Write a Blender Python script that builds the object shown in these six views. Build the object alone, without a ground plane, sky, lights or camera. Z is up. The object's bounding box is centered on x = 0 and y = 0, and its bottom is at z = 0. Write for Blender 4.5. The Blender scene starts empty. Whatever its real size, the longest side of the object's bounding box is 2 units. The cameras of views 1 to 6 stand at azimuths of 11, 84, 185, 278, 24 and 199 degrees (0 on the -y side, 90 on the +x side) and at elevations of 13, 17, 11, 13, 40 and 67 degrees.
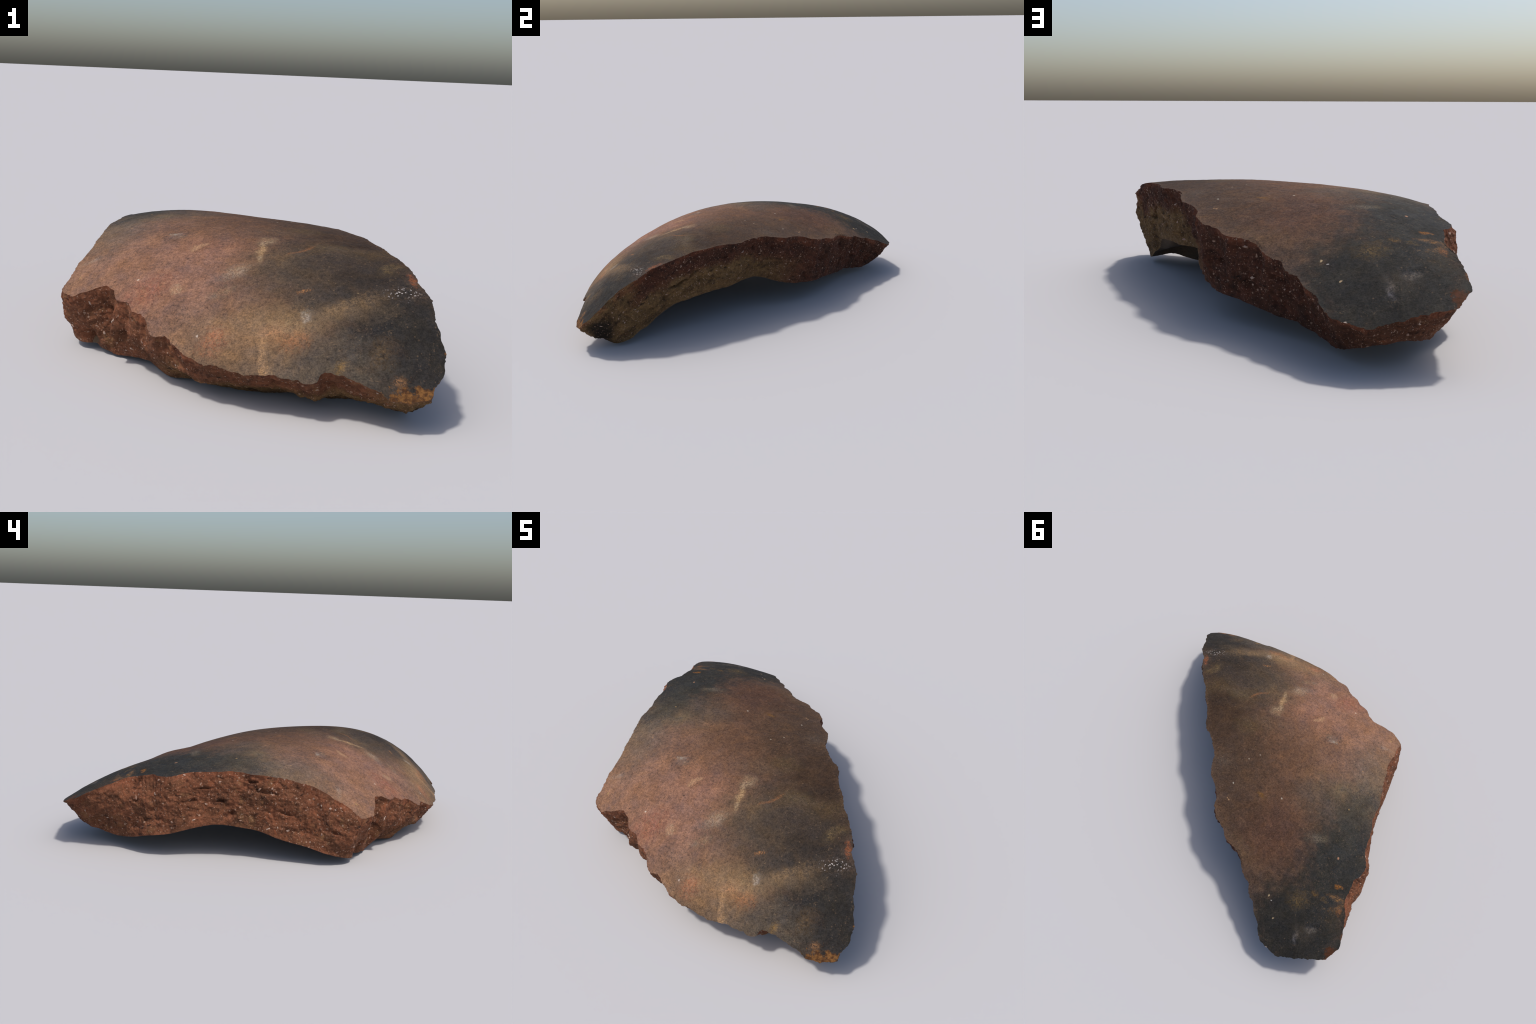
"""A thick sherd of a hand-formed pot: burnished, fire-clouded outer skin, a broken edge of
gritty red clay all round, and a dark, smooth inner wall."""
import bpy, math
import numpy as np

RNG = np.random.default_rng(11)

# ------------------------------------------------------------------ numeric helpers
def perlin(P, seed=0):
    """gradient noise, about -1..1, for an (n,3) array of points"""
    P = np.asarray(P, float)
    i = np.floor(P).astype(np.int64); f = P - i
    u = f * f * f * (f * (f * 6 - 15) + 10)
    def g(ix, iy, iz, fx, fy, fz):
        h = (ix * 374761393 + iy * 668265263 + iz * 2147483647 + seed * 974634533) & 0xffffffff
        h = ((h ^ (h >> 13)) * 1274126177) & 0xffffffff
        h = (h ^ (h >> 16))
        a = (h & 1023) / 1023.0 * 2 * np.pi
        c = ((h >> 10) & 1023) / 1023.0 * 2 - 1
        s = np.sqrt(np.maximum(0, 1 - c * c))
        return np.cos(a) * s * fx + np.sin(a) * s * fy + c * fz
    r = 0
    for dx in (0, 1):
        wx = u[:, 0] if dx else 1 - u[:, 0]
        for dy in (0, 1):
            wy = u[:, 1] if dy else 1 - u[:, 1]
            for dz in (0, 1):
                wz = u[:, 2] if dz else 1 - u[:, 2]
                r = r + wx * wy * wz * g(i[:, 0] + dx, i[:, 1] + dy, i[:, 2] + dz,
                                         f[:, 0] - dx, f[:, 1] - dy, f[:, 2] - dz)
    return r * 1.6

def fbm(P, octaves=4, seed=0, gain=.5):
    a, s, r = 1.0, 1.0, 0
    for o in range(octaves):
        r = r + a * perlin(P * s, seed + o); a *= gain; s *= 2.03
    return r

def sstep(a, b, x):
    t = np.clip((x - a) / (b - a), 0, 1); return t * t * (3 - 2 * t)

def unit(v):
    return v / np.maximum(np.linalg.norm(v, axis=-1, keepdims=True), 1e-9)

# ------------------------------------------------------------------ the pot wall as a surface
# distance of the outer skin from a point under the sherd, as a function of the direction (a, b):
# a smooth belly (polynomial) plus the shallow swells and flats of hand forming.
HEART = np.array([0, -0.1, -0.6])
BELLY = {(0, 0): 1.0726, (0, 1): -0.1738, (0, 2): 0.2452, (0, 3): 0.4317, (0, 4): -0.009, (0, 5): 0.0115,
         (1, 0): -0.054, (1, 1): -0.3031, (1, 2): 0.1683, (1, 3): 0.3559, (1, 4): 0.0333, (2, 0): 0.5016,
         (2, 1): 0.3779, (2, 2): 0.1551, (2, 3): 0.0331, (3, 0): 0.0797, (3, 1): -0.1862, (3, 2): -0.0229,
         (4, 0): -0.0589, (4, 1): -0.0006, (5, 0): 0.0193}
SWELLS = [(-0.6, -0.48, 0.0111), (-0.6, -0.24, -0.0014), (-0.6, 0.0, -0.002), (-0.6, 0.24, -0.0029), (-0.6, 0.48, -0.0276), (-0.6, 0.72, 0.073),
         (-0.36, -0.72, 0.0023), (-0.36, -0.48, -0.0174), (-0.36, -0.24, -0.0032), (-0.36, 0.0, 0.001), (-0.36, 0.24, 0.0133), (-0.36, 0.48, 0.0127),
         (-0.36, 0.72, 0.0147), (-0.12, -0.72, 0.0133), (-0.12, -0.48, -0.0317), (-0.12, -0.24, 0.01), (-0.12, 0.0, -0.0043), (-0.12, 0.24, 0.0068),
         (-0.12, 0.48, 0.0275), (-0.12, 0.72, -0.0415), (0.12, -0.72, 0.0029), (0.12, -0.48, -0.0273), (0.12, -0.24, 0.0122), (0.12, 0.0, 0.0074),
         (0.12, 0.24, 0.0232), (0.12, 0.48, 0.0086), (0.36, -0.72, 0.0073), (0.36, -0.48, -0.0082), (0.36, -0.24, -0.0099), (0.36, 0.0, 0.0044),
         (0.36, 0.24, 0.0315), (0.6, -0.72, -0.0178), (0.6, -0.48, 0.0344), (0.6, -0.24, 0.0123)]

def skin_radius(a, b):
    r = 0
    for (i, j), c in BELLY.items():
        r = r + c * a ** i * b ** j
    for ga, gb, c in SWELLS:
        r = r + c * np.exp(-((a - ga) ** 2 + (b - gb) ** 2) / .0968)
    return r

def depth(P):
    """how far a point lies under the outer skin, measured towards HEART"""
    q = P - HEART; L = np.linalg.norm(q, axis=-1)
    return skin_radius(q[..., 0] / L, q[..., 1] / L) - L

def skin_z(xy, iters=9):
    z = np.full(len(xy), .35)
    for _ in range(iters):
        P = np.c_[xy, z]; d = depth(P)
        d1 = depth(P + [0, 0, 1e-3])
        z = z + np.clip(-d / ((d1 - d) / 1e-3), -.1, .1)
    return z

def skin_normal(P, e=1e-3):
    g = np.stack([(depth(P - d) - depth(P + d)) / (2 * e) for d in np.eye(3) * e], -1)
    return unit(g)

# ------------------------------------------------------------------ outline of the break
# corner and tooth positions of the outer rim seen from above: front edge, tip, right edge, end, left edge
RIM = [(-.712,-.568),(-.670,-.603),(-.630,-.627),(-.604,-.625),(-.562,-.630),(-.529,-.621),(-.498,-.627),
 (-.448,-.658),(-.440,-.675),(-.424,-.709),(-.396,-.714),(-.373,-.724),(-.340,-.763),(-.298,-.783),
 (-.270,-.806),(-.246,-.843),(-.218,-.869),(-.190,-.872),(-.172,-.871),(-.150,-.887),(-.118,-.907),
 (-.090,-.926),(-.041,-.947),(0,-.957),(.033,-.960),(.095,-.972),(.150,-.982),(.195,-.980),(.240,-.979),
 (.268,-.984),(.315,-.988),(.361,-.995),(.391,-.987),(.399,-.974),(.415,-.966),(.470,-.969),(.505,-.975),
 (.545,-.982),(.6,-.986),(.628,-.999),(.700,-.993),(.760,-.970),(.797,-.900),(.800,-.853),
 (.794,-.838),(.778,-.803),(.768,-.770),(.760,-.742),(.750,-.703),(.743,-.668),(.732,-.637),(.692,-.586),
 (.676,-.532),(.655,-.482),(.612,-.409),(.581,-.372),(.553,-.300),(.515,-.242),(.490,-.194),(.477,-.149),
 (.454,-.094),(.420,-.068),(.392,-.040),(.356,.014),(.334,.057),(.325,.100),(.316,.152),(.302,.183),
 (.265,.217),(.236,.253),(.220,.292),(.218,.325),(.203,.365),(.181,.397),(.137,.426),(.110,.448),
 (.088,.482),(.060,.502),(.016,.519),(-.022,.535),(-.047,.566),(-.073,.607),(-.104,.648),(-.149,.683),
 (-.170,.725),(-.182,.748),(-.212,.766),(-.228,.802),(-.257,.842),(-.284,.863),(-.299,.905),(-.313,.930),
 (-.342,.954),(-.384,.972),(-.457,.996),(-.508,.983),(-.583,.966),(-.640,.951),(-.735,.915),(-.776,.849),
 (-.788,.815),
 (-.779,.768),(-.765,.715),(-.752,.655),(-.728,.606),(-.722,.57),(-.727,.522),(-.725,.456),(-.757,.418),
 (-.767,.350),(-.745,.302),(-.731,.262),(-.727,.205),(-.724,.155),(-.724,.122),(-.710,.078),(-.708,.018),
 (-.718,-.050),(-.706,-.105),(-.692,-.180),(-.690,-.247),(-.678,-.335),(-.685,-.39),(-.697,-.425),
 (-.698,-.485),(-.703,-.530)]
# wall thickness along the rim and how far the inner rim stands out, at 48 even steps from the left corner
WALL = [(0.201, 0.124), (0.239, 0.1), (0.269, 0.106), (0.263, 0.075), (0.249, 0.057), (0.238, 0.058), (0.222, 0.022), (0.224, 0.008),
         (0.241, -0.009), (0.26, -0.026), (0.274, -0.014), (0.254, -0.014), (0.198, -0.009), (0.204, 0.0), (0.265, -0.049), (0.285, -0.075),
         (0.303, -0.078), (0.294, -0.07), (0.281, -0.054), (0.282, -0.035), (0.282, -0.025), (0.281, -0.025), (0.275, -0.03), (0.268, -0.027),
         (0.286, -0.001), (0.294, 0.02), (0.281, 0.028), (0.266, 0.034), (0.257, 0.036), (0.251, 0.029), (0.239, 0.002), (0.24, -0.013),
         (0.211, -0.015), (0.12, 0.007), (0.098, 0.01), (0.166, -0.017), (0.228, -0.046), (0.273, -0.023), (0.278, 0.065), (0.264, 0.12),
         (0.26, 0.12), (0.249, 0.099), (0.24, 0.093), (0.249, 0.092), (0.252, 0.102), (0.255, 0.133), (0.244, 0.145), (0.219, 0.141)]
# bosses (+) and hollows (-) of the break: rim step (0..96), depth share (0..1), height, widths
BOSSES = [(3.7,.28,-.008,.8,.18),(5.2,.52,.045,.55,.30),(7.2,.42,.035,1.5,.26),(1.4,.86,-.060,.50,.16),(6.0,.85,.022,1.0,.2),
          (11.2,.52,.028,2.4,.25),(16.0,.48,.018,3.2,.26),(21.5,.52,.022,2.6,.26),(25.3,.50,.010,1.5,.28),(30.5,.72,.030,1.6,.24),(33.5,.65,.014,1.5,.2),
          (43.0,.60,.012,1.5,.25),(47.0,.50,-.030,1.0,.30),(51.3,.22,.016,1.2,.25),(56.0,.50,.014,2.0,.25),(61.0,.45,-.010,1.2,.35),
          (73.0,.80,-.008,1.2,.2),(77.5,.38,.026,2.8,.22),(82.0,.30,.010,2.5,.22),(89.5,.38,.022,3.0,.18),(95.2,.48,.012,1.0,.34),(93.3,.78,-.016,1.2,.18),(74.2,.42,.018,1.3,.22),(93.0,.18,.006,1.6,.15)]

# voids left by burnt-out straw and lost grains: rim step, depth share, half-length, half-height, depth
VOIDS = [(40.2,.72,.35,.040,.018),(39.0,.66,.20,.030,.015),(44.7,.24,.12,.080,.013),(46.8,.25,.25,.050,.015),(41.4,.28,.30,.028,.012),
         (84.6,.55,.45,.028,.015),(87.1,.14,.40,.028,.015),(88.2,.29,.75,.045,.016),(85.5,.78,.30,.045,.015),(78.0,.72,.25,.045,.013),
         (76.6,.80,.45,.055,.012),(94.7,.55,.25,.035,.016),(1.8,.72,.22,.070,.028),(2.3,.30,.35,.060,.008),(21.0,.35,.35,.09,.014),
         (6.2,.52,.35,.090,.013),(82.3,.50,.30,.025,.011),(77.4,.40,.25,.03,.010),(90.2,.56,.6,.022,.010),(83.3,.30,.7,.02,.010),
         (53.4,.50,.3,.05,.012),(58.5,.35,.5,.04,.013),(60.3,.62,.4,.04,.012),(32.6,.70,.3,.03,.011)]
# the drying crack along the middle of the right-hand wall
CRACK = [(35.2,.56),(36.0,.585),(36.5,.62),(37.1,.57),(37.6,.54),(38.2,.44),(39.2,.40)]

NS, NT = 1560, 96

def resample(P, n):
    Q = np.r_[P, P[:1]]
    s = np.r_[0, np.cumsum(np.linalg.norm(np.diff(Q, axis=0), axis=1))]
    t = np.arange(n) * s[-1] / n
    return np.stack([np.interp(t, s, Q[:, i]) for i in range(Q.shape[1])], 1)

def soften(P, n):
    for _ in range(n):
        P = .25 * np.roll(P, 1, 0) + .5 * P + .25 * np.roll(P, -1, 0)
    return P

def ring(values, t):
    """closed Catmull-Rom through values, at t in units of steps"""
    v = np.asarray(values, float); n = len(v)
    i = np.floor(t).astype(int); f = (t - i)[:, None] if v.ndim > 1 else t - i
    p0, p1, p2, p3 = (v[(i + k) % n] for k in (-1, 0, 1, 2))
    return .5 * (2 * p1 + (p2 - p0) * f + (2 * p0 - 5 * p1 + 4 * p2 - p3) * f ** 2 + (3 * p1 - p0 - 3 * p2 + p3) * f ** 3)

rim_xy = np.array(RIM)
rim3 = np.c_[rim_xy, skin_z(rim_xy)]
K = 96
guide = soften(resample(rim3, K), 3)
g_n = skin_normal(guide)
g_t = unit(np.roll(guide, -2, 0) - np.roll(guide, 2, 0))
g_o = unit(np.cross(g_t, g_n))
S = np.arange(NS) * K / NS
wall = ring(WALL, S / 2)
G, GN, GO = ring(guide, S), unit(ring(g_n, S)), unit(ring(g_o, S))

# outer rim: polyline through the teeth, slightly crumbled
U = soften(resample(rim3, NS), 3)
crumb = .0055 * fbm(U * 26, 3, 5) + .003 * perlin(U * 95, 9)
UXY = U + GO * crumb[:, None]
U = np.c_[UXY[:, :2], skin_z(UXY[:, :2])]
# inner rim
Lr = G - wall[:, :1] * GN + wall[:, 1:] * GO
Lr[:, 2] -= .010 * np.exp(-((S - 18) / 4.0) ** 2) + .012 * np.exp(-((S - 27) / 1.5) ** 2)
Lr[:, 2] = np.maximum(Lr[:, 2], .001)

# broken face
T = np.linspace(0, 1, NT + 1) ** .93
band = U[None] * (1 - T[:, None, None]) + Lr[None] * T[:, None, None]
face_out = unit(np.cross(unit(np.roll(G, -6, 0) - np.roll(G, 6, 0)), unit(G - Lr)))
push = np.zeros((NT + 1, NS))
for s0, t0, amp, ws, wt in BOSSES:
    ds = (S - s0 + K / 2) % K - K / 2
    push += amp * np.exp(-(ds[None] / ws) ** 2 - ((T[:, None] - t0) / wt) ** 2)
flat = band.reshape(-1, 3)
dep = depth(flat)
lam = np.c_[flat[:, 0] * 12, flat[:, 1] * 12, dep * 36]                   # clay laid down in sheets
step = np.tile(S, NT + 1)
rough = .013 * fbm(flat * 6, 3, 21)
rough += .0065 * fbm(flat * 22, 3, 33)
ledge = fbm(np.c_[flat[:, :2] * 5, dep * 16], 2, 29)
rough += .006 * (sstep(.05, .2, ledge) - .5) * sstep(26, 32, step) * sstep(72, 66, step)   # broken ledges
flute = perlin(np.c_[step * .85, np.repeat(T, NS) * 1.2, 0 * step], 91) + .5 * perlin(np.c_[step * 2.1, np.repeat(T, NS) * 1.5, 0 * step + 4], 92)
rough += .016 * flute * sstep(42, 50, step) * sstep(70, 64, step)        # flutes of the back edge
rough += .0036 * fbm(flat * 58, 4, 41, .6)
sheet = fbm(lam, 3, 51)
rough -= .003 * np.clip(sheet - .45, 0, 1)                               # drawn-out voids
pit = perlin(flat * 34, 77)
rough -= .022 * np.clip(pit - .55, 0, 1)
pit2 = perlin(flat * 75, 78)
rough -= .010 * np.clip(pit2 - .6, 0, 1)                                 # lost grains
rough = rough.reshape(NT + 1, NS) * (.06 + .94 * sstep(0, .10, T))[:, None]
rough *= (1 - .62 * sstep(.72, 1, T))[:, None]                            # calmer towards the inner rim
push = push * sstep(0, .12, T)[:, None]
for s0, t0, ws, wt, h in VOIDS:
    ds = ((S - s0 + K / 2) % K - K / 2)[None] / ws; dt = (T[:, None] - t0) / wt
    wav = 1 + .5 * perlin(flat * 40, 97).reshape(NT + 1, NS)
    push -= 1.3 * h * np.exp(-(ds * ds + dt * dt) ** 1.5 * wav)
cs, ct = np.array(CRACK).T
line = np.interp(S, cs, ct) + .018 * perlin(np.c_[S * 3.1, S * 0, S * 0], 98)
open_ = sstep(cs[0], cs[0] + .5, S) * sstep(cs[-1], cs[-1] - 1.6, S)
push -= .032 * open_[None] * np.exp(-((T[:, None] - line[None]) / .021) ** 2)
band = band + face_out[None] * (push + rough)[..., None]
band[0] = U
band[..., 2] = np.maximum(band[..., 2], 0)

# ------------------------------------------------------------------ meshes
def make_mesh(name, verts, quads, tris, smooth=True):
    me = bpy.data.meshes.new(name)
    nq, nt = len(quads), len(tris)
    me.vertices.add(len(verts)); me.vertices.foreach_set("co", np.asarray(verts, np.float32).ravel())
    loops = np.r_[np.asarray(quads, np.int32).ravel(), np.asarray(tris, np.int32).ravel()]
    me.loops.add(len(loops)); me.loops.foreach_set("vertex_index", loops)
    me.polygons.add(nq + nt)
    start = np.r_[np.arange(nq) * 4, nq * 4 + np.arange(nt) * 3].astype(np.int32)
    me.polygons.foreach_set("loop_start", start)
    me.update(calc_edges=True); me.validate()
    me.polygons.foreach_set("use_smooth", np.full(nq + nt, smooth))
    return me

def ring_quads(nr, ns, flip=False):
    i = np.arange(nr)[:, None]; j = np.arange(ns)[None]; k = (j + 1) % ns
    q = np.stack([i * ns + j, (i + 1) * ns + j, (i + 1) * ns + k, i * ns + k], -1).reshape(-1, 4)
    return q[:, ::-1] if flip else q

root = bpy.data.objects.new("pottery_sherd", None)
root["label"] = "thick curved sherd of a dark-clouded reddish clay pot"
root["category"] = "pottery sherd"
bpy.context.scene.collection.objects.link(root)

def add(name, me, mat, parent=root):
    ob = bpy.data.objects.new(name, me); bpy.context.scene.collection.objects.link(ob)
    ob.parent = parent
    if mat and not me.materials: me.materials.append(mat)
    return ob

def rounds(border_xy, centre, nr, mix_pow):
    """rings from the border in to a centre, ragged at the border and calm inside"""
    calm = border_xy
    for _ in range(60): calm = .25 * np.roll(calm, 5, 0) + .5 * calm + .25 * np.roll(calm, -5, 0)
    g = 1 - np.linspace(0, 1, nr + 1)[:-1] ** 1.0
    out = []
    for v in g:
        m = max(0., 1 - (1 - v) / .10)
        b = border_xy * m + calm * (1 - m)
        out.append(centre + (b - centre) * v)
    return np.array(out), g

NR = 120
centre = np.array([-.12, -.18])
rings, g_out = rounds(U[:, :2], centre, NR, 1)
flat = rings.reshape(-1, 2)
sk = np.c_[flat, skin_z(flat)]
nn = skin_normal(sk)
relief = .0011 * fbm(sk * 9, 3, 61) + .0007 * fbm(sk * 45, 2, 67) - .002
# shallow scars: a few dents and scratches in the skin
for x, y, rx, ry, ang, h in [(-.60, .80, .05, .022, .5, -.006), (.50, -.535, .05, .03, .4, -.005), (.352, -.956, .03, .010, -.5, -.005),
                             (.46, -.34, .05, .022, .2, -.004), (-.30, -.66, .10, .05, .3, .003), (.66, -.88, .04, .02, .2, -.004), (-.15, .54, .12, .11, 0, .014)]:
    c, s = math.cos(ang), math.sin(ang)
    u = ((sk[:, 0] - x) * c + (sk[:, 1] - y) * s) / rx; v = (-(sk[:, 0] - x) * s + (sk[:, 1] - y) * c) / ry
    relief += h * np.exp(-u * u - v * v)
fade = sstep(0, .03, np.repeat(1 - g_out, NS))
sk = sk + nn * (relief * fade)[:, None]
sk[:NS] = U
mid = np.r_[centre, skin_z(centre[None])]
n_all = NR * NS
last = (NR - 1) * NS + np.arange(NS)
tris = np.stack([last, np.full(NS, n_all), np.roll(last, -1)], -1)[:, ::-1]
outer_me = make_mesh("outer_skin", np.r_[sk, mid[None]], ring_quads(NR - 1, NS, True), tris)

bq = ring_quads(NT, NS)
band_me = make_mesh("broken_edge", band.reshape(-1, 3), bq, np.zeros((0, 3), int))

# inner wall
NI = 60
border = band[-1]
ci = np.array([-.18, -.12])
rings_i, g_in = rounds(border[:, :2], ci, NI, 1)
rim_depth = depth(border)
calm_depth = soften(rim_depth, 400)
THICK = [(.36, -.59, .20, .066), (.05, -.61, .20, .050)]                                         # heavier wall behind the tip: x, y, radius, extra
inn = []
for k in range(NI):
    v = g_in[k]
    near = sstep(.55, 1., np.array([v]))[0]; edge = max(0., 1 - (1 - v) / .05)
    d = (rim_depth * edge + calm_depth * (1 - edge)) * near + .262 * (1 - near)
    xy = rings_i[k]
    for tx, ty, tr, th in THICK:
        d = d + th * np.exp(-((xy[:, 0] - tx) ** 2 + (xy[:, 1] - ty) ** 2) / tr ** 2) * sstep(0, .08, 1 - v)
    z = np.full(NS, .15)
    for _ in range(8):
        P = np.c_[xy, z]; e0 = depth(P) - d; e1 = depth(P + [0, 0, 1e-3]) - d
        z = z + np.clip(-e0 / ((e1 - e0) / 1e-3), -.1, .1)
    inn.append(np.c_[xy, z])
inn = np.array(inn).reshape(-1, 3)
lift = .004 * fbm(inn * 6, 3, 81) + .0014 * fbm(inn * 40, 3, 83)
inn[:, 2] += lift * sstep(0, .06, np.repeat(1 - g_in, NS))
inn[:NS] = border
inn[:, 2] = np.maximum(inn[:, 2], .003)
cz = inn[-NS:, 2].mean()
last = (NI - 1) * NS + np.arange(NS)
tris = np.stack([last, np.full(NS, NI * NS), np.roll(last, -1)], -1)
inner_me = make_mesh("inner_wall", np.r_[inn, [[ci[0], ci[1], cz]]], ring_quads(NI - 1, NS), tris)

# ------------------------------------------------------------------ materials
def lin(c):
    return tuple((x / 255 / 12.92 if x / 255 <= .04045 else ((x / 255 + .055) / 1.055) ** 2.4) for x in c) + (1,)

class Tree:
    def __init__(self, name):
        self.mat = bpy.data.materials.new(name); self.mat.use_nodes = True
        self.t = self.mat.node_tree; self.t.nodes.clear()
        self.out = self.n("ShaderNodeOutputMaterial"); self.bsdf = self.n("ShaderNodeBsdfPrincipled")
        self.link(self.bsdf.outputs[0], self.out.inputs[0])
        self.pos = self.n("ShaderNodeTexCoord").outputs["Object"]
    def n(self, kind, **kw):
        x = self.t.nodes.new(kind)
        for k, v in kw.items(): setattr(x, k, v)
        return x
    def link(self, a, b): self.t.links.new(a, b)
    def put(self, sock, v):
        if hasattr(v, "is_linked") or isinstance(v, bpy.types.NodeSocket): self.link(v, sock)
        else: sock.default_value = v
    def math(self, op, a, b=0., c=None, clamp=False):
        x = self.n("ShaderNodeMath", operation=op, use_clamp=clamp)
        self.put(x.inputs[0], a); self.put(x.inputs[1], b)
        if c is not None: self.put(x.inputs[2], c)
        return x.outputs[0]
    def vmath(self, op, a, b=None, scale=None):
        x = self.n("ShaderNodeVectorMath", operation=op); self.put(x.inputs[0], a)
        if b is not None: self.put(x.inputs[1], b)
        if scale is not None: self.put(x.inputs["Scale"], scale)
        return x.outputs["Value"] if op in ("LENGTH", "DOT_PRODUCT") else x.outputs[0]
    def noise(self, scale, detail=3., rough=.55, vec=None, colour=False, dist=0., lac=2.):
        x = self.n("ShaderNodeTexNoise"); self.put(x.inputs["Vector"], vec or self.pos)
        x.inputs["Scale"].default_value = scale; x.inputs["Detail"].default_value = detail
        x.inputs["Roughness"].default_value = rough; x.inputs["Distortion"].default_value = dist
        return x.outputs["Color" if colour else "Fac"]
    def voronoi(self, scale, vec=None, rand=1., feature="F1"):
        x = self.n("ShaderNodeTexVoronoi", feature=feature); self.put(x.inputs["Vector"], vec or self.pos)
        x.inputs["Scale"].default_value = scale; x.inputs["Randomness"].default_value = rand
        return x
    def ramp(self, v, a, b, lo=0., hi=1., smooth=True):
        x = self.n("ShaderNodeMapRange", interpolation_type="SMOOTHSTEP" if smooth else "LINEAR")
        self.put(x.inputs[0], v)
        for k, y in zip((1, 2, 3, 4), (a, b, lo, hi)): x.inputs[k].default_value = y
        return x.outputs[0]
    def mix(self, fac, a, b, mode="MIX"):
        x = self.n("ShaderNodeMix", data_type="RGBA", blend_type=mode)
        self.put(x.inputs[0], fac); self.put(x.inputs[6], a); self.put(x.inputs[7], b)
        return x.outputs[2]
    def xyz(self, v):
        x = self.n("ShaderNodeSeparateXYZ"); self.link(v, x.inputs[0]); return x.outputs
    def vec(self, *a):
        x = self.n("ShaderNodeCombineXYZ")
        for s, v in zip(x.inputs, a): self.put(s, v)
        return x.outputs[0]
    def rgb(self, *a):
        x = self.n("ShaderNodeCombineColor")
        for k, v in zip(x.inputs, a): self.put(k, v)
        return x.outputs[0]
    def chan(self, c):
        x = self.n("ShaderNodeSeparateColor"); self.link(c, x.inputs[0]); return x.outputs
    def warp(self, vec, scale, amp, detail=3.):
        n = self.noise(scale, detail, .6, colour=True)
        return self.vmath("ADD", vec, self.vmath("SCALE", self.vmath("SUBTRACT", n, (.5, .5, .5)), scale=amp))
    def after(self, vec, col):
        """vec unchanged, but evaluated after col: keeps the shader's working memory small"""
        x = self.n("ShaderNodeVectorMath", operation="MULTIPLY_ADD")
        self.link(col, x.inputs[0]); x.inputs[1].default_value = (1e-6,) * 3; self.link(vec, x.inputs[2])
        return x.outputs[0]
    def patch(self, vec, x, y, rx, ry, ang=0., soft=.6, grain=None, gamt=0.):
        """soft elliptical patch seen from above; 1 inside, 0 outside"""
        m = self.n("ShaderNodeMapping", vector_type="TEXTURE")
        self.link(vec, m.inputs[0])
        m.inputs["Location"].default_value = (x, y, 0.3)
        m.inputs["Rotation"].default_value = (0, 0, math.radians(ang))
        m.inputs["Scale"].default_value = (rx, ry, 50.)
        d = self.vmath("LENGTH", m.outputs[0])
        if grain is not None and gamt:
            d = self.math("MULTIPLY_ADD", grain, gamt, d)
            d = self.math("SUBTRACT", d, gamt * .5)
        return self.ramp(d, 1 + soft, max(0., 1 - soft))
    def depth(self):
        """depth below the outer skin, from the same belly and swells as the shape"""
        q = self.vmath("SUBTRACT", self.pos, tuple(HEART)); L = self.vmath("LENGTH", q)
        d = self.xyz(self.vmath("DIVIDE", q, self.vec(L, L, L)))
        a, b = d[0], d[1]
        r = None
        for i in range(3, -1, -1):
            row = None
            for j in range(4 - i, -1, -1):
                c = DEPTH_FIT[(i, j)]
                row = self.math("MULTIPLY_ADD", row, b, c) if row is not None else c
            r = self.math("MULTIPLY_ADD", r, a, row) if r is not None else row
        return self.math("SUBTRACT", r, L)

# a lighter polynomial of the same skin for use in the shaders
def fit_depth():
    q = rim3 - HEART
    pts = np.r_[sk[::37], U[::5]]; q = pts - HEART; L = np.linalg.norm(q, axis=1); d = q / L[:, None]
    ex = [(i, j) for i in range(4) for j in range(5 - i)]
    A = np.stack([d[:, 0] ** i * d[:, 1] ** j for i, j in ex], 1)
    w = np.r_[np.ones(len(sk[::37])), np.full(len(U[::5]), 3.)]
    c = np.linalg.lstsq(A * w[:, None], L * w, rcond=None)[0]
    return dict(zip(ex, map(float, c)))
DEPTH_FIT = fit_depth()

GAIN = 1 / 1.36          # the listed colours are as they look in full sun
def tone(c, k=1.):
    r = lin(c); return (r[0] * GAIN * k, r[1] * GAIN * k, r[2] * GAIN * k, 1)

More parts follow.
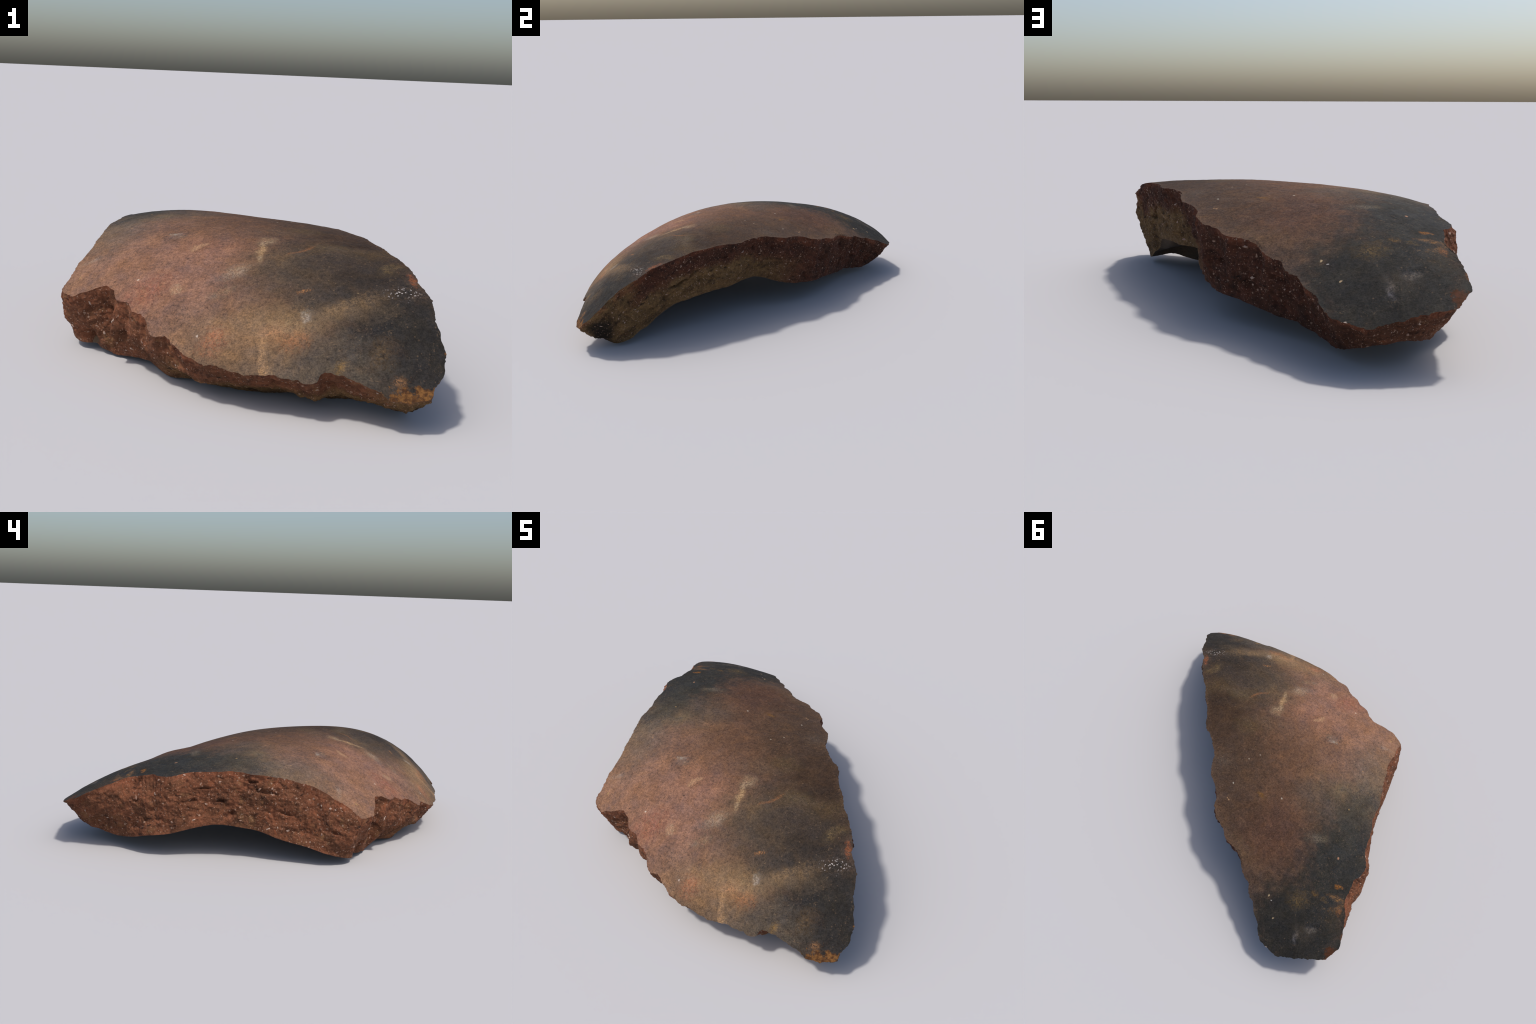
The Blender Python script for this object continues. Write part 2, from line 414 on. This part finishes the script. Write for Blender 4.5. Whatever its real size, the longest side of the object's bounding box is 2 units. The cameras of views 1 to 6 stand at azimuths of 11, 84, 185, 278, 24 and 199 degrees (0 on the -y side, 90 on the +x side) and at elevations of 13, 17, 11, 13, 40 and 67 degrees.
# patches of the fire-clouded skin: x, y, half-length, half-width, turn, softness, strength, colour
CLOUDS = [
 # big fields
 (-.45, -.45, .55, .45, 20, .75, 1., (137, 105, 86)),       # pink-brown side
 (-.20, -.60, .36, .30, 25, .8, .8, (138, 103, 87)),
 (.00, -.10, .36, .26, 10, .8, .85, (106, 78, 60)),
 (-.10, .28, .42, .30, -40, .7, .9, (92, 68, 54)),
 (-.17, .37, .22, .16, -30, .8, .6, (92, 65, 53)),
 (.20, .10, .22, .34, 30, .7, .7, (80, 64, 52)),
 (.42, -.32, .32, .26, -35, .8, .95, (64, 49, 38)),
 (.44, -.62, .30, .22, 0, .8, .9, (63, 54, 45)),
 (.22, -.55, .20, .14, 20, .8, .8, (86, 73, 60)),
 (.70, -.85, .27, .23, 10, .6, 1., (46, 44, 43)),
 (.30, -.94, .30, .075, 0, .7, .85, (88, 80, 71)),
 (.10, -.875, .22, .09, 5, .75, .85, (137, 108, 82)),
 (.33, -.80, .22, .045, 8, .8, .55, (118, 99, 77)),
 (.47, -.57, .17, .10, 15, .8, .65, (52, 46, 43)),
 (.37, -.73, .13, .05, 10, .8, .55, (57, 53, 51)),
 # burnt end and left side
 (-.52, .84, .36, .28, -10, .45, 1., (51, 49, 46)),
 (-.62, .42, .22, .34, 5, .6, 1., (48, 48, 47)),
 (-.62, .12, .16, .22, 0, .8, .85, (58, 57, 53)),
 (-.62, -.18, .14, .20, 0, .8, .55, (98, 92, 81)),
 (-.38, .03, .16, .12, 20, .8, .55, (88, 79, 67)),
]

def outer_material():
    t = Tree("burnished_skin")
    P = t.warp(t.pos, 4.5, .10, 4.); P = t.warp(P, 17., .035, 3.)
    fine = t.noise(70., 5., .7); mid = t.noise(21., 4., .6)
    col = t.mix(t.noise(5., 3., .6), tone((112, 89, 75)), tone((104, 85, 72)))
    for n, (x, y, rx, ry, ang, soft, k, c) in enumerate(CLOUDS):
        if n % 8 == 0: P1 = t.after(P, col)
        m = t.patch(P1, x, y, rx, ry, ang, soft, mid, 1.1)
        col = t.mix(t.math("MULTIPLY", m, k), col, tone(c))
    PM = t.warp(P, 55., .022, 4.)
    gran = t.ramp(t.math("MULTIPLY_ADD", t.noise(42., 4., .7, dist=1.5), .5, t.math("MULTIPLY", t.noise(125., 4., .75, dist=1.5), .5)), .43, .57, .10, 1.35)
    for n, (x, y, rx, ry, ang, soft, k, c) in enumerate(MARKS):
        if n % 8 == 0: P1 = t.after(PM, col)
        m = t.math("MULTIPLY", t.patch(P1, x, y, rx * 1.05, ry * 1.05, ang, soft + .05, fine, 2.6), gran)
        col = t.mix(t.math("MULTIPLY", m, k), col, tone(c))
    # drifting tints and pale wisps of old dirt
    tint = t.ramp(t.noise(6.5, 5., .7, dist=.6), .32, .68, -.14, .14, False)
    tint2 = t.ramp(t.noise(15., 5., .7, dist=.8), .34, .66, -.11, .11, False)
    ta = t.math("ADD", tint, tint2)
    col = t.mix(1., col, t.rgb(t.math("ADD", t.math("MULTIPLY", ta, .75), 1.), t.math("ADD", t.math("MULTIPLY", ta, .40), 1.), t.math("SUBTRACT", 1., t.math("MULTIPLY", ta, .35))), "MULTIPLY")
    wisp = t.math("MULTIPLY", t.ramp(t.noise(48., 5., .72, dist=2.2), .56, .70), t.ramp(t.noise(5.5, 3., .6), .36, .62))
    col = t.mix(t.math("MULTIPLY", wisp, .42), col, tone((148, 122, 94)))
    soot = t.math("MULTIPLY", t.ramp(t.noise(42., 5., .75, dist=1.5), .56, .70), t.ramp(t.noise(7.5, 3., .6), .42, .62))
    col = t.mix(t.math("MULTIPLY", soot, .55), col, tone((46, 36, 30)))
    # grain: dense light and dark flecks of the worn burnish
    v = t.math("ADD", t.ramp(fine, .25, .75, -.5, .5, False), t.ramp(t.noise(190., 3., .7), .25, .75, -.5, .5, False))
    col = t.mix(1., col, t.rgb(*(t.math("MULTIPLY_ADD", v, k, 1.) for k in (.98, .95, .89))), "MULTIPLY")
    blot = t.ramp(t.noise(9., 4., .65), .35, .7, .86, 1.14)
    col = t.mix(1., col, t.rgb(blot, blot, blot), "MULTIPLY")
    vo = t.voronoi(75.)
    pick = t.ramp(t.chan(vo.outputs["Color"])[0], .90, .93)
    dot = t.math("MULTIPLY", t.ramp(vo.outputs["Distance"], .34, .14), pick)
    col = t.mix(t.math("MULTIPLY", dot, .22), col, tone((160, 132, 104)))
    vo = t.voronoi(48.)
    pick = t.ramp(t.chan(vo.outputs["Color"])[1], .93, .95)
    dot = t.math("MULTIPLY", t.ramp(vo.outputs["Distance"], .30, .12), pick)
    col = t.mix(t.math("MULTIPLY", dot, .35), col, tone((52, 40, 32)))
    # named specks and the crumbly white spot
    PS = t.warp(t.pos, 60., .012, 2.)
    for n, (x, y, r, c) in enumerate(SPECKS):
        if n % 8 == 0: P1 = t.after(PS, col)
        m = t.patch(P1, x, y, r * .68, r * .55, 40 * n, .45)
        col = t.mix(t.math("MULTIPLY", m, .75), col, tone(c))
    vo = t.voronoi(125., t.warp(t.pos, 60., .012, 2.))
    m = t.math("MULTIPLY", t.patch(t.warp(t.pos, 22., .05, 2.), .643, -.668, .050, .026, 24, .8),
               t.math("MULTIPLY", t.ramp(vo.outputs["Distance"], .50, .34), t.ramp(t.chan(vo.outputs["Color"])[2], .60, .66)))
    col = t.mix(m, col, tone((196, 190, 190)))
    # worn ends: rough clay shows through at the front tip and the back corner
    wn = t.noise(38., 5., .7)
    for x, y, rx, ry, ang in [(.72, -1.01, .12, .060, 8), (.805, -.93, .020, .09, 0), (-.765, .905, .075, .055, -55)]:
        m = t.ramp(t.math("ADD", t.patch(P, x, y, rx, ry, ang, .5), t.math("MULTIPLY", t.math("SUBTRACT", wn, .5), 2.6)), .50, .85)
        clay = t.mix(t.ramp(t.noise(55., 4., .7), .35, .65), tone((74, 48, 30)), tone((136, 96, 54) if x > 0 else (92, 58, 42)))
        col = t.mix(m, col, clay)
    col = t.mix(1., col, (1.0, .965, .915, 1), "MULTIPLY")
    t.link(col, t.bsdf.inputs["Base Color"])
    t.put(t.bsdf.inputs["Roughness"], t.ramp(mid, .3, .7, .72, .88))
    t.bsdf.inputs["Specular IOR Level"].default_value = .12
    b = t.n("ShaderNodeBump"); b.inputs["Strength"].default_value = .35; b.inputs["Distance"].default_value = .006
    t.link(t.math("MULTIPLY_ADD", t.noise(150., 4., .7), .5, fine), b.inputs["Height"])
    t.link(b.outputs[0], t.bsdf.inputs["Normal"])
    return t.mat

YELLOW_BLOOM = [
 (.078, -.380, .031, .024, 10, .8, .6, (182, 156, 124)), (.085, -.455, .014, .058, 8, .7, .60, (188, 160, 124)), (.095, -.53, .010, .030, 15, .7, .5, (165, 145, 120)),
 (-.195, -.445, .013, .024, -20, .5, .95, (204, 166, 128)), (-.180, -.418, .009, .022, -35, .5, .9, (200, 164, 128)),
 (.247, -.445, .010, .050, -50, .5, .75, (142, 98, 66)), (.286, -.701, .022, .010, 20, .5, .8, (160, 112, 70)),
]
FRONT_BAND = [
 (.008, -.892, .045, .030, 10, .6, .8, (160, 108, 80)), (.293, -.890, .055, .022, 8, .6, .75, (150, 108, 80)), (.212, -.866, .035, .02, 0, .6, .6, (158, 112, 84)),
 (.197, -.955, .012, .055, 12, .7, .6, (172, 138, 105)), (.22, -.99, .015, .03, 0, .7, .5, (170, 138, 105)),
 (.318, -.812, .022, .016, 0, .6, .8, (190, 184, 178)), (.34, -.80, .03, .02, 0, .7, .5, (60, 56, 56)), (.31, -.775, .035, .025, 20, .6, .6, (58, 55, 54)),
]
RIGHT_SIDE = [
 (.50, -.735, .085, .030, 30, .7, .55, (126, 104, 79)), (.42, -.785, .07, .03, 15, .7, .6, (128, 106, 82)), (.27, -.845, .10, .030, 5, .8, .5, (146, 124, 98)),
 (.681, -.566, .013, .034, 18, .5, .75, (146, 88, 58)), (.58, -.528, .045, .022, 70, .6, .55, (116, 98, 68)), (.60, -.50, .035, .02, 30, .6, .5, (112, 94, 66)),
 (.50, -.535, .07, .04, 30, .6, .65, (58, 51, 46)), (.46, -.335, .085, .035, 25, .6, .7, (56, 44, 36)), (.39, -.52, .09, .06, 0, .8, .5, (66, 57, 54)),
 (.52, -.40, .10, .04, 40, .8, .4, (96, 80, 55)), (.36, -.40, .08, .03, 20, .8, .35, (108, 92, 64)), (.22, -.205, .06, .05, 20, .8, .4, (102, 86, 60)),
]
PINK_SIDE = [
 (.10, -.275, .08, .05, 10, .8, .5, (124, 98, 74)), (-.02, -.30, .10, .06, 0, .8, .45, (96, 72, 58)),
 (-.307, -.672, .09, .05, 35, .8, .65, (148, 96, 80)), (-.14, -.43, .10, .08, 10, .9, .5, (142, 102, 86)), (-.34, -.745, .05, .03, 35, .8, .5, (146, 100, 84)),
 (.016, -.609, .05, .030, 30, .7, .6, (158, 140, 122)), (-.015, -.712, .045, .02, 20, .7, .45, (160, 138, 112)), (-.13, -.80, .12, .05, 20, .8, .4, (122, 98, 86)),
 (-.19, -.682, .025, .018, 0, .6, .55, (180, 156, 130)), (-.632, -.447, .035, .014, 10, .7, .55, (164, 142, 126)),
]
LEFT_SIDE = [
 (-.313, -.309, .020, .016, 0, .6, .75, (176, 168, 158)), (-.29, -.34, .03, .018, 0, .6, .4, (150, 135, 120)), (-.31, -.35, .07, .045, 0, .8, .4, (92, 74, 66)),
 (-.292, -.038, .035, .028, 0, .7, .6, (140, 106, 84)), (-.25, -.18, .018, .03, 0, .7, .5, (142, 108, 82)), (-.47, -.012, .05, .05, 0, .8, .5, (112, 98, 76)),
 (-.40, -.195, .14, .09, 0, .9, .4, (112, 86, 76)), (-.64, -.03, .07, .06, 0, .8, .5, (62, 60, 58)),
]
BURNT_END = [
 (-.446, .312, .05, .022, 15, .7, .55, (118, 108, 94)), (-.022, .190, .022, .013, -50, .5, .7, (116, 84, 42)),
 (-.470, .683, .045, .040, 20, .8, .5, (120, 98, 62)), (-.549, .619, .018, .014, 0, .6, .6, (118, 92, 56)), (-.609, .624, .02, .014, 0, .6, .55, (112, 92, 58)),
 (-.680, .592, .045, .012, -5, .6, .6, (144, 106, 66)), (-.695, .640, .040, .012, 35, .6, .6, (146, 104, 60)), (-.714, .665, .015, .022, 0, .6, .75, (166, 108, 66)),
 (-.668, .520, .022, .013, 10, .5, .85, (150, 100, 46)), (-.70, .70, .06, .05, 0, .8, .4, (78, 66, 48)),
 (-.532, .860, .010, .032, 15, .7, .6, (132, 124, 122)), (-.590, .803, .030, .012, 20, .7, .45, (126, 118, 112)), (-.565, .835, .06, .03, 0, .8, .5, (66, 60, 54)),
]
TIP = [
 (-.787, .76, .012, .04, 0, .5, .7, (140, 92, 58)), (.02, .485, .10, .035, -40, .8, .45, (98, 80, 62)), (-.09, .55, .08, .05, -40, .8, .45, (100, 80, 62)),
 (-.16, .62, .09, .05, -45, .8, .4, (94, 72, 58)), (.275, .08, .06, .05, 60, .8, .45, (96, 84, 74)), (-.34, .66, .04, .03, 0, .8, .35, (100, 84, 68)),
 (.59, -.895, .04, .03, 20, .7, .55, (112, 88, 58)), (.65, -.955, .018, .014, 0, .6, .7, (158, 116, 80)), (.456, -.951, .022, .014, 20, .6, .7, (140, 112, 72)),
 (.63, -.875, .04, .018, 0, .7, .45, (84, 66, 54)), (.64, -.82, .14, .09, 0, .9, .5, (46, 43, 39)),
]
MARKS = YELLOW_BLOOM + FRONT_BAND + RIGHT_SIDE + PINK_SIDE + LEFT_SIDE + BURNT_END + TIP
SPECKS = [(-.365, -.622, .0075, (215, 200, 185)), (-.361, .813, .0085, (214, 188, 150)), (-.292, .706, .0085, (212, 188, 148)), (-.598, .373, .0100, (186, 140, 110)),
          (-.155, .166, .0075, (196, 186, 170)), (.069, -.045, .0065, (190, 178, 160)), (.125, .003, .0060, (190, 178, 160)), (.159, .174, .0075, (185, 178, 165)),
          (.145, .276, .0080, (190, 152, 115)), (.158, .270, .0065, (186, 150, 115)), (-.380, .971, .0080, (225, 205, 190)), (-.555, .073, .0070, (170, 140, 95)),
          (-.549, -.201, .0080, (160, 125, 90)), (-.465, -.614, .0050, (50, 40, 36)), (-.199, -.517, .0070, (60, 46, 40)), (-.644, -.535, .0080, (172, 142, 96)),
          (-.053, -.878, .0060, (205, 190, 178)), (-.314, .729, .0050, (200, 195, 190)), (-.043, -.779, .0060, (70, 50, 42)), (.485, -.704, .0045, (140, 122, 96)),
          (-.047, .600, .0060, (205, 175, 150)), (-.175, .747, .0055, (205, 180, 165)), (.08, .44, .0060, (60, 48, 44))]

def broken_material():
    t = Tree("gritty_red_clay")
    d = t.depth(); x, y, z = t.xyz(t.pos)
    wob = t.math("MULTIPLY", t.math("SUBTRACT", t.noise(5., 4., .6), .5), .16)
    dw = t.math("ADD", d, wob)
    sheet_v = t.vec(t.math("MULTIPLY", x, .45), t.math("MULTIPLY", y, .45), t.math("MULTIPLY", d, 1.5))
    sheet = t.noise(26., 5., .68, sheet_v); fine = t.noise(85., 5., .78)
    red = t.mix(t.ramp(t.noise(12., 4., .65), .35, .65), tone((114, 70, 48), 1.34), tone((94, 60, 41), 1.34))
    # buff, under-fired core along the tip and the right side
    right = t.ramp(t.math("ADD", t.math("MULTIPLY", x, 1.), t.math("MULTIPLY", y, -.45)), -.02, .30)
    core = t.math("MULTIPLY", t.ramp(dw, .085, .165), right)
    core = t.math("MAXIMUM", core, t.math("MULTIPLY", t.ramp(x, .52, .66), t.ramp(y, -.60, -.74)))
    ochre = t.mix(t.ramp(t.noise(20., 4., .65), .35, .65), tone((96, 73, 46), 1.32), tone((114, 87, 55), 1.32))
    col = t.mix(core, red, ochre)
    # right side towards the end: clay darkened to wine-red, shade of the sunless face baked in
    shade = t.math("MULTIPLY", t.ramp(t.math("MULTIPLY_ADD", x, .9, t.math("MULTIPLY", y, .62)), .02, .22), t.ramp(x, -.55, -.30))
    wine = t.mix(t.ramp(t.noise(14., 4., .65), .35, .65), tone((82, 47, 34), 1.1), tone((62, 39, 29), 1.1))
    col = t.mix(t.math("MULTIPLY", t.math("MULTIPLY", shade, .85), t.math("SUBTRACT", 1., core)), col, wine)
    back = t.math("MULTIPLY", t.ramp(y, .78, .92), t.ramp(x, -.80, -.62))  # back end tinted browner and darker, carrying the same face shading round the corner
    col = t.mix(t.math("MULTIPLY", back, .6), col, tone((72, 46, 32), 1.1))
    # orange rind right under the skin
    rind = t.math("MULTIPLY", t.ramp(t.math("ADD", d, t.math("MULTIPLY", wob, .35)), .045, .012), t.ramp(t.noise(9., 3., .6), .40, .6))
    col = t.mix(t.math("MULTIPLY", rind, .5), col, tone((124, 70, 46), 1.15))
    # sheets and flecks
    k = t.ramp(sheet, .30, .70, .66, 1.32, False)
    col = t.mix(1., col, t.rgb(k, t.math("POWER", k, 1.08), t.math("POWER", k, 1.15)), "MULTIPLY")
    k = t.ramp(fine, .28, .72, .50, 1.50, False)
    col = t.mix(1., col, t.rgb(k, k, k), "MULTIPLY")
    mott = t.math("MULTIPLY", t.ramp(t.noise(11., 5., .72, dist=.8), .47, .64), t.ramp(t.noise(34., 4., .7), .36, .62))
    col = t.mix(t.math("MULTIPLY", mott, .72), col, tone((44, 27, 21), 1.))
    lite = t.math("MULTIPLY", t.ramp(t.noise(17., 5., .72, dist=.6), .54, .68), t.math("SUBTRACT", 1., shade))
    col = t.mix(t.math("MULTIPLY", lite, .5), col, t.mix(t.ramp(t.noise(7., 3., .6), .42, .58), tone((146, 84, 54), 1.15), tone((136, 102, 68), 1.15)))
    # near-black streaks painted for the shadow inside small voids
    void_shadow = t.math("MULTIPLY", t.ramp(t.noise(30., 3., .6, sheet_v), .625, .68), t.ramp(t.noise(7., 2., .5), .45, .6))
    col = t.mix(t.math("MULTIPLY", void_shadow, .8), col, tone((30, 22, 18)))
    soot = t.patch(t.warp(t.pos, 14., .08), .745, -.862, .085, .062, 0, .5)
    soot = t.math("MULTIPLY", soot, t.ramp(z, .20, .15))
    col = t.mix(t.math("MULTIPLY", soot, .92), col, tone((30, 26, 21)))
    # small pale temper too small to stand out
    for sc, lo, c, s in ((62., .90, (170, 140, 120), .75), (125., .84, (176, 142, 120), .75), (210., .84, (170, 130, 108), .7)):
        vo = t.voronoi(sc, t.warp(t.pos, 40., .014, 2.))
        m = t.math("MULTIPLY", t.ramp(vo.outputs["Distance"], .36, .22), t.ramp(t.chan(vo.outputs["Color"])[0], lo, lo + .03))
        col = t.mix(t.math("MULTIPLY", m, s), col, tone(c, 1.1))
    t.link(col, t.bsdf.inputs["Base Color"])
    t.bsdf.inputs["Roughness"].default_value = .85; t.bsdf.inputs["Specular IOR Level"].default_value = .2
    b = t.n("ShaderNodeBump"); b.inputs["Strength"].default_value = .6; b.inputs["Distance"].default_value = .008
    t.link(t.math("ADD", fine, sheet), b.inputs["Height"]); t.link(b.outputs[0], t.bsdf.inputs["Normal"])
    return t.mat

def inner_material():
    t = Tree("inner_wall_clay")
    n = t.noise(6., 5., .6); f = t.noise(60., 4., .7)
    col = t.mix(t.ramp(n, .35, .65), tone((104, 82, 60), 1.2), tone((84, 70, 56), 1.2))
    k = t.ramp(f, .28, .72, .75, 1.25, False)
    col = t.mix(1., col, t.rgb(k, k, k), "MULTIPLY")
    t.link(col, t.bsdf.inputs["Base Color"]); t.bsdf.inputs["Roughness"].default_value = .85
    b = t.n("ShaderNodeBump"); b.inputs["Strength"].default_value = .4; b.inputs["Distance"].default_value = .006
    t.link(f, b.inputs["Height"]); t.link(b.outputs[0], t.bsdf.inputs["Normal"])
    return t.mat

def grain_material():
    t = Tree("temper_grain")
    r = t.n("ShaderNodeObjectInfo").outputs["Random"]
    f = t.noise(60., 4., .7)
    cell = t.noise(9., 1., .5)
    col = t.mix(t.ramp(t.math("ADD", cell, t.math("MULTIPLY", r, .4)), .4, .9), tone((186, 164, 148), 1.15), tone((152, 114, 92), 1.15))
    k = t.ramp(f, .3, .7, .75, 1.15, False)
    col = t.mix(1., col, t.rgb(k, k, k), "MULTIPLY")
    t.link(col, t.bsdf.inputs["Base Color"]); t.bsdf.inputs["Roughness"].default_value = .7
    return t.mat

M_OUT, M_BRK, M_INN, M_GRN = outer_material(), broken_material(), inner_material(), grain_material()
add("outer_skin", outer_me, M_OUT)
edge_ob = add("broken_edge", band_me, M_BRK)
add("inner_wall", inner_me, M_INN)

# ------------------------------------------------------------------ temper grains standing in the break
def pebble(seed, sub=2):
    """an angular chip: hull of a few points on a squashed ball, corners barely rounded"""
    import bmesh
    rng = np.random.default_rng(500 + seed)
    bm = bmesh.new()
    for p in unit(rng.normal(size=(11 if sub > 1 else 8, 3))) * rng.uniform(.75, 1.15, (11 if sub > 1 else 8, 1)):
        bm.verts.new(p)
    hull = bmesh.ops.convex_hull(bm, input=bm.verts)
    bmesh.ops.delete(bm, geom=[g for g in hull["geom_interior"] if isinstance(g, bmesh.types.BMVert)], context="VERTS")
    if sub > 1:
        bmesh.ops.bevel(bm, geom=bm.edges[:], offset=.10, segments=1, affect="EDGES", clamp_overlap=True)
    bmesh.ops.triangulate(bm, faces=bm.faces[:])
    bm.verts.index_update()
    V = np.array([v.co[:] for v in bm.verts]); F = np.array([[v.index for v in f.verts] for f in bm.faces]); bm.free()
    return V, F

def band_frame(i, j):
    p = band[i, j]
    du = unit(band[i, (j + 2) % NS] - band[i, j - 2]); dv = unit(band[min(i + 2, NT), j] - band[max(i - 2, 0), j])
    n = unit(np.cross(dv, du))
    if n @ face_out[j] < 0: n = -n
    return p, du, unit(np.cross(n, du)), n

KINDS = [pebble(k) for k in range(8)]
pebble_me = []
for k, (V, F) in enumerate(KINDS):
    me = make_mesh("mineral_grain", V, np.zeros((0, 4), int), F, False); me.materials.append(M_GRN); pebble_me.append(me)

from mathutils import Matrix
def place(i, j, size, sq):
    p, du, dv, n = band_frame(i, j)
    a = RNG.uniform(0, 2 * np.pi); u = du * math.cos(a) + dv * math.sin(a); v = np.cross(n, u)
    A = np.stack([u * size * sq, v * size / sq, n * size * .55], 1)
    return p - n * size * .12, A

def nearest(x, y, z):
    d = np.linalg.norm(band - np.array([x, y, z]), axis=-1); return np.unravel_index(d.argmin(), d.shape)

BIG = [(43.4,.88,.017),(43.5,.57,.014),(43.6,.28,.013),(52.7,.22,.020),(55.7,.10,.016),(56.3,.55,.013),(56.2,.68,.012),(37.7,.35,.013),
       (36.8,.10,.009),(37.2,.90,.011),(42.2,.08,.010),(44.1,.03,.008),(47.6,.10,.009),(81.9,.03,.012),(79.8,.06,.012),(77.6,.35,.011),
       (82.1,.48,.010),(81.3,.92,.012),(79.4,.32,.012),(80.6,.80,.010),(87.7,.25,.013),(88.7,.20,.009),(89.1,.25,.009),(88.8,.31,.010),
       (87.8,.60,.009),(91.0,.03,.010),(93.6,.18,.009),(82.3,.85,.013),(95.5,.90,.010),(94.5,.88,.009),(93.3,.10,.008),(94.0,.68,.010),
       (89.0,.90,.013),(90.9,.82,.010),(8.4,.42,.010),(5.4,.32,.008),(4.7,.75,.009),(4.4,.55,.008),(2.4,.20,.011),(1.5,.32,.010),
       (.4,.70,.013),(5.2,.36,.010),(2.9,.68,.010),(3.9,.35,.008),(63.2,.10,.010)]
for s0, t0, z in BIG:
    i, j = int(np.argmin(abs(T - t0))), int(s0 / K * NS) % NS
    o, A = place(i, j, z * .8, RNG.uniform(1.05, 1.5))
    ob = add("mineral_grain", pebble_me[RNG.integers(8)], None, edge_ob)
    m = np.eye(4); m[:3, :3] = A; m[:3, 3] = o; ob.matrix_local = Matrix(m.tolist())
for q in range(75):
    j = int(RNG.integers(NS)); i = int(RNG.uniform(.06, .95) * NT)
    o, A = place(i, j, RNG.uniform(.0045, .0080), RNG.uniform(1., 1.4))
    ob = add("mineral_grain", pebble_me[RNG.integers(8)], None, edge_ob)
    m = np.eye(4); m[:3, :3] = A; m[:3, 3] = o; ob.matrix_local = Matrix(m.tolist())
vs, fs, n0 = [], [], 0
SMALL = [pebble(40 + k, 1) for k in range(5)]
for q in range(900):
    j = int(RNG.integers(NS)); i = int(RNG.uniform(.04, .97) * NT)
    o, A = place(i, j, .0018 + .0030 * RNG.random() ** 2, RNG.uniform(1., 1.4))
    V, F = SMALL[q % 5]
    vs.append(V @ A.T + o); fs.append(F + n0); n0 += len(V)
grit = add("grit", make_mesh("grit", np.concatenate(vs), np.zeros((0, 4), int), np.concatenate(fs)), M_GRN, edge_ob)
grit["kind"] = "stuff"
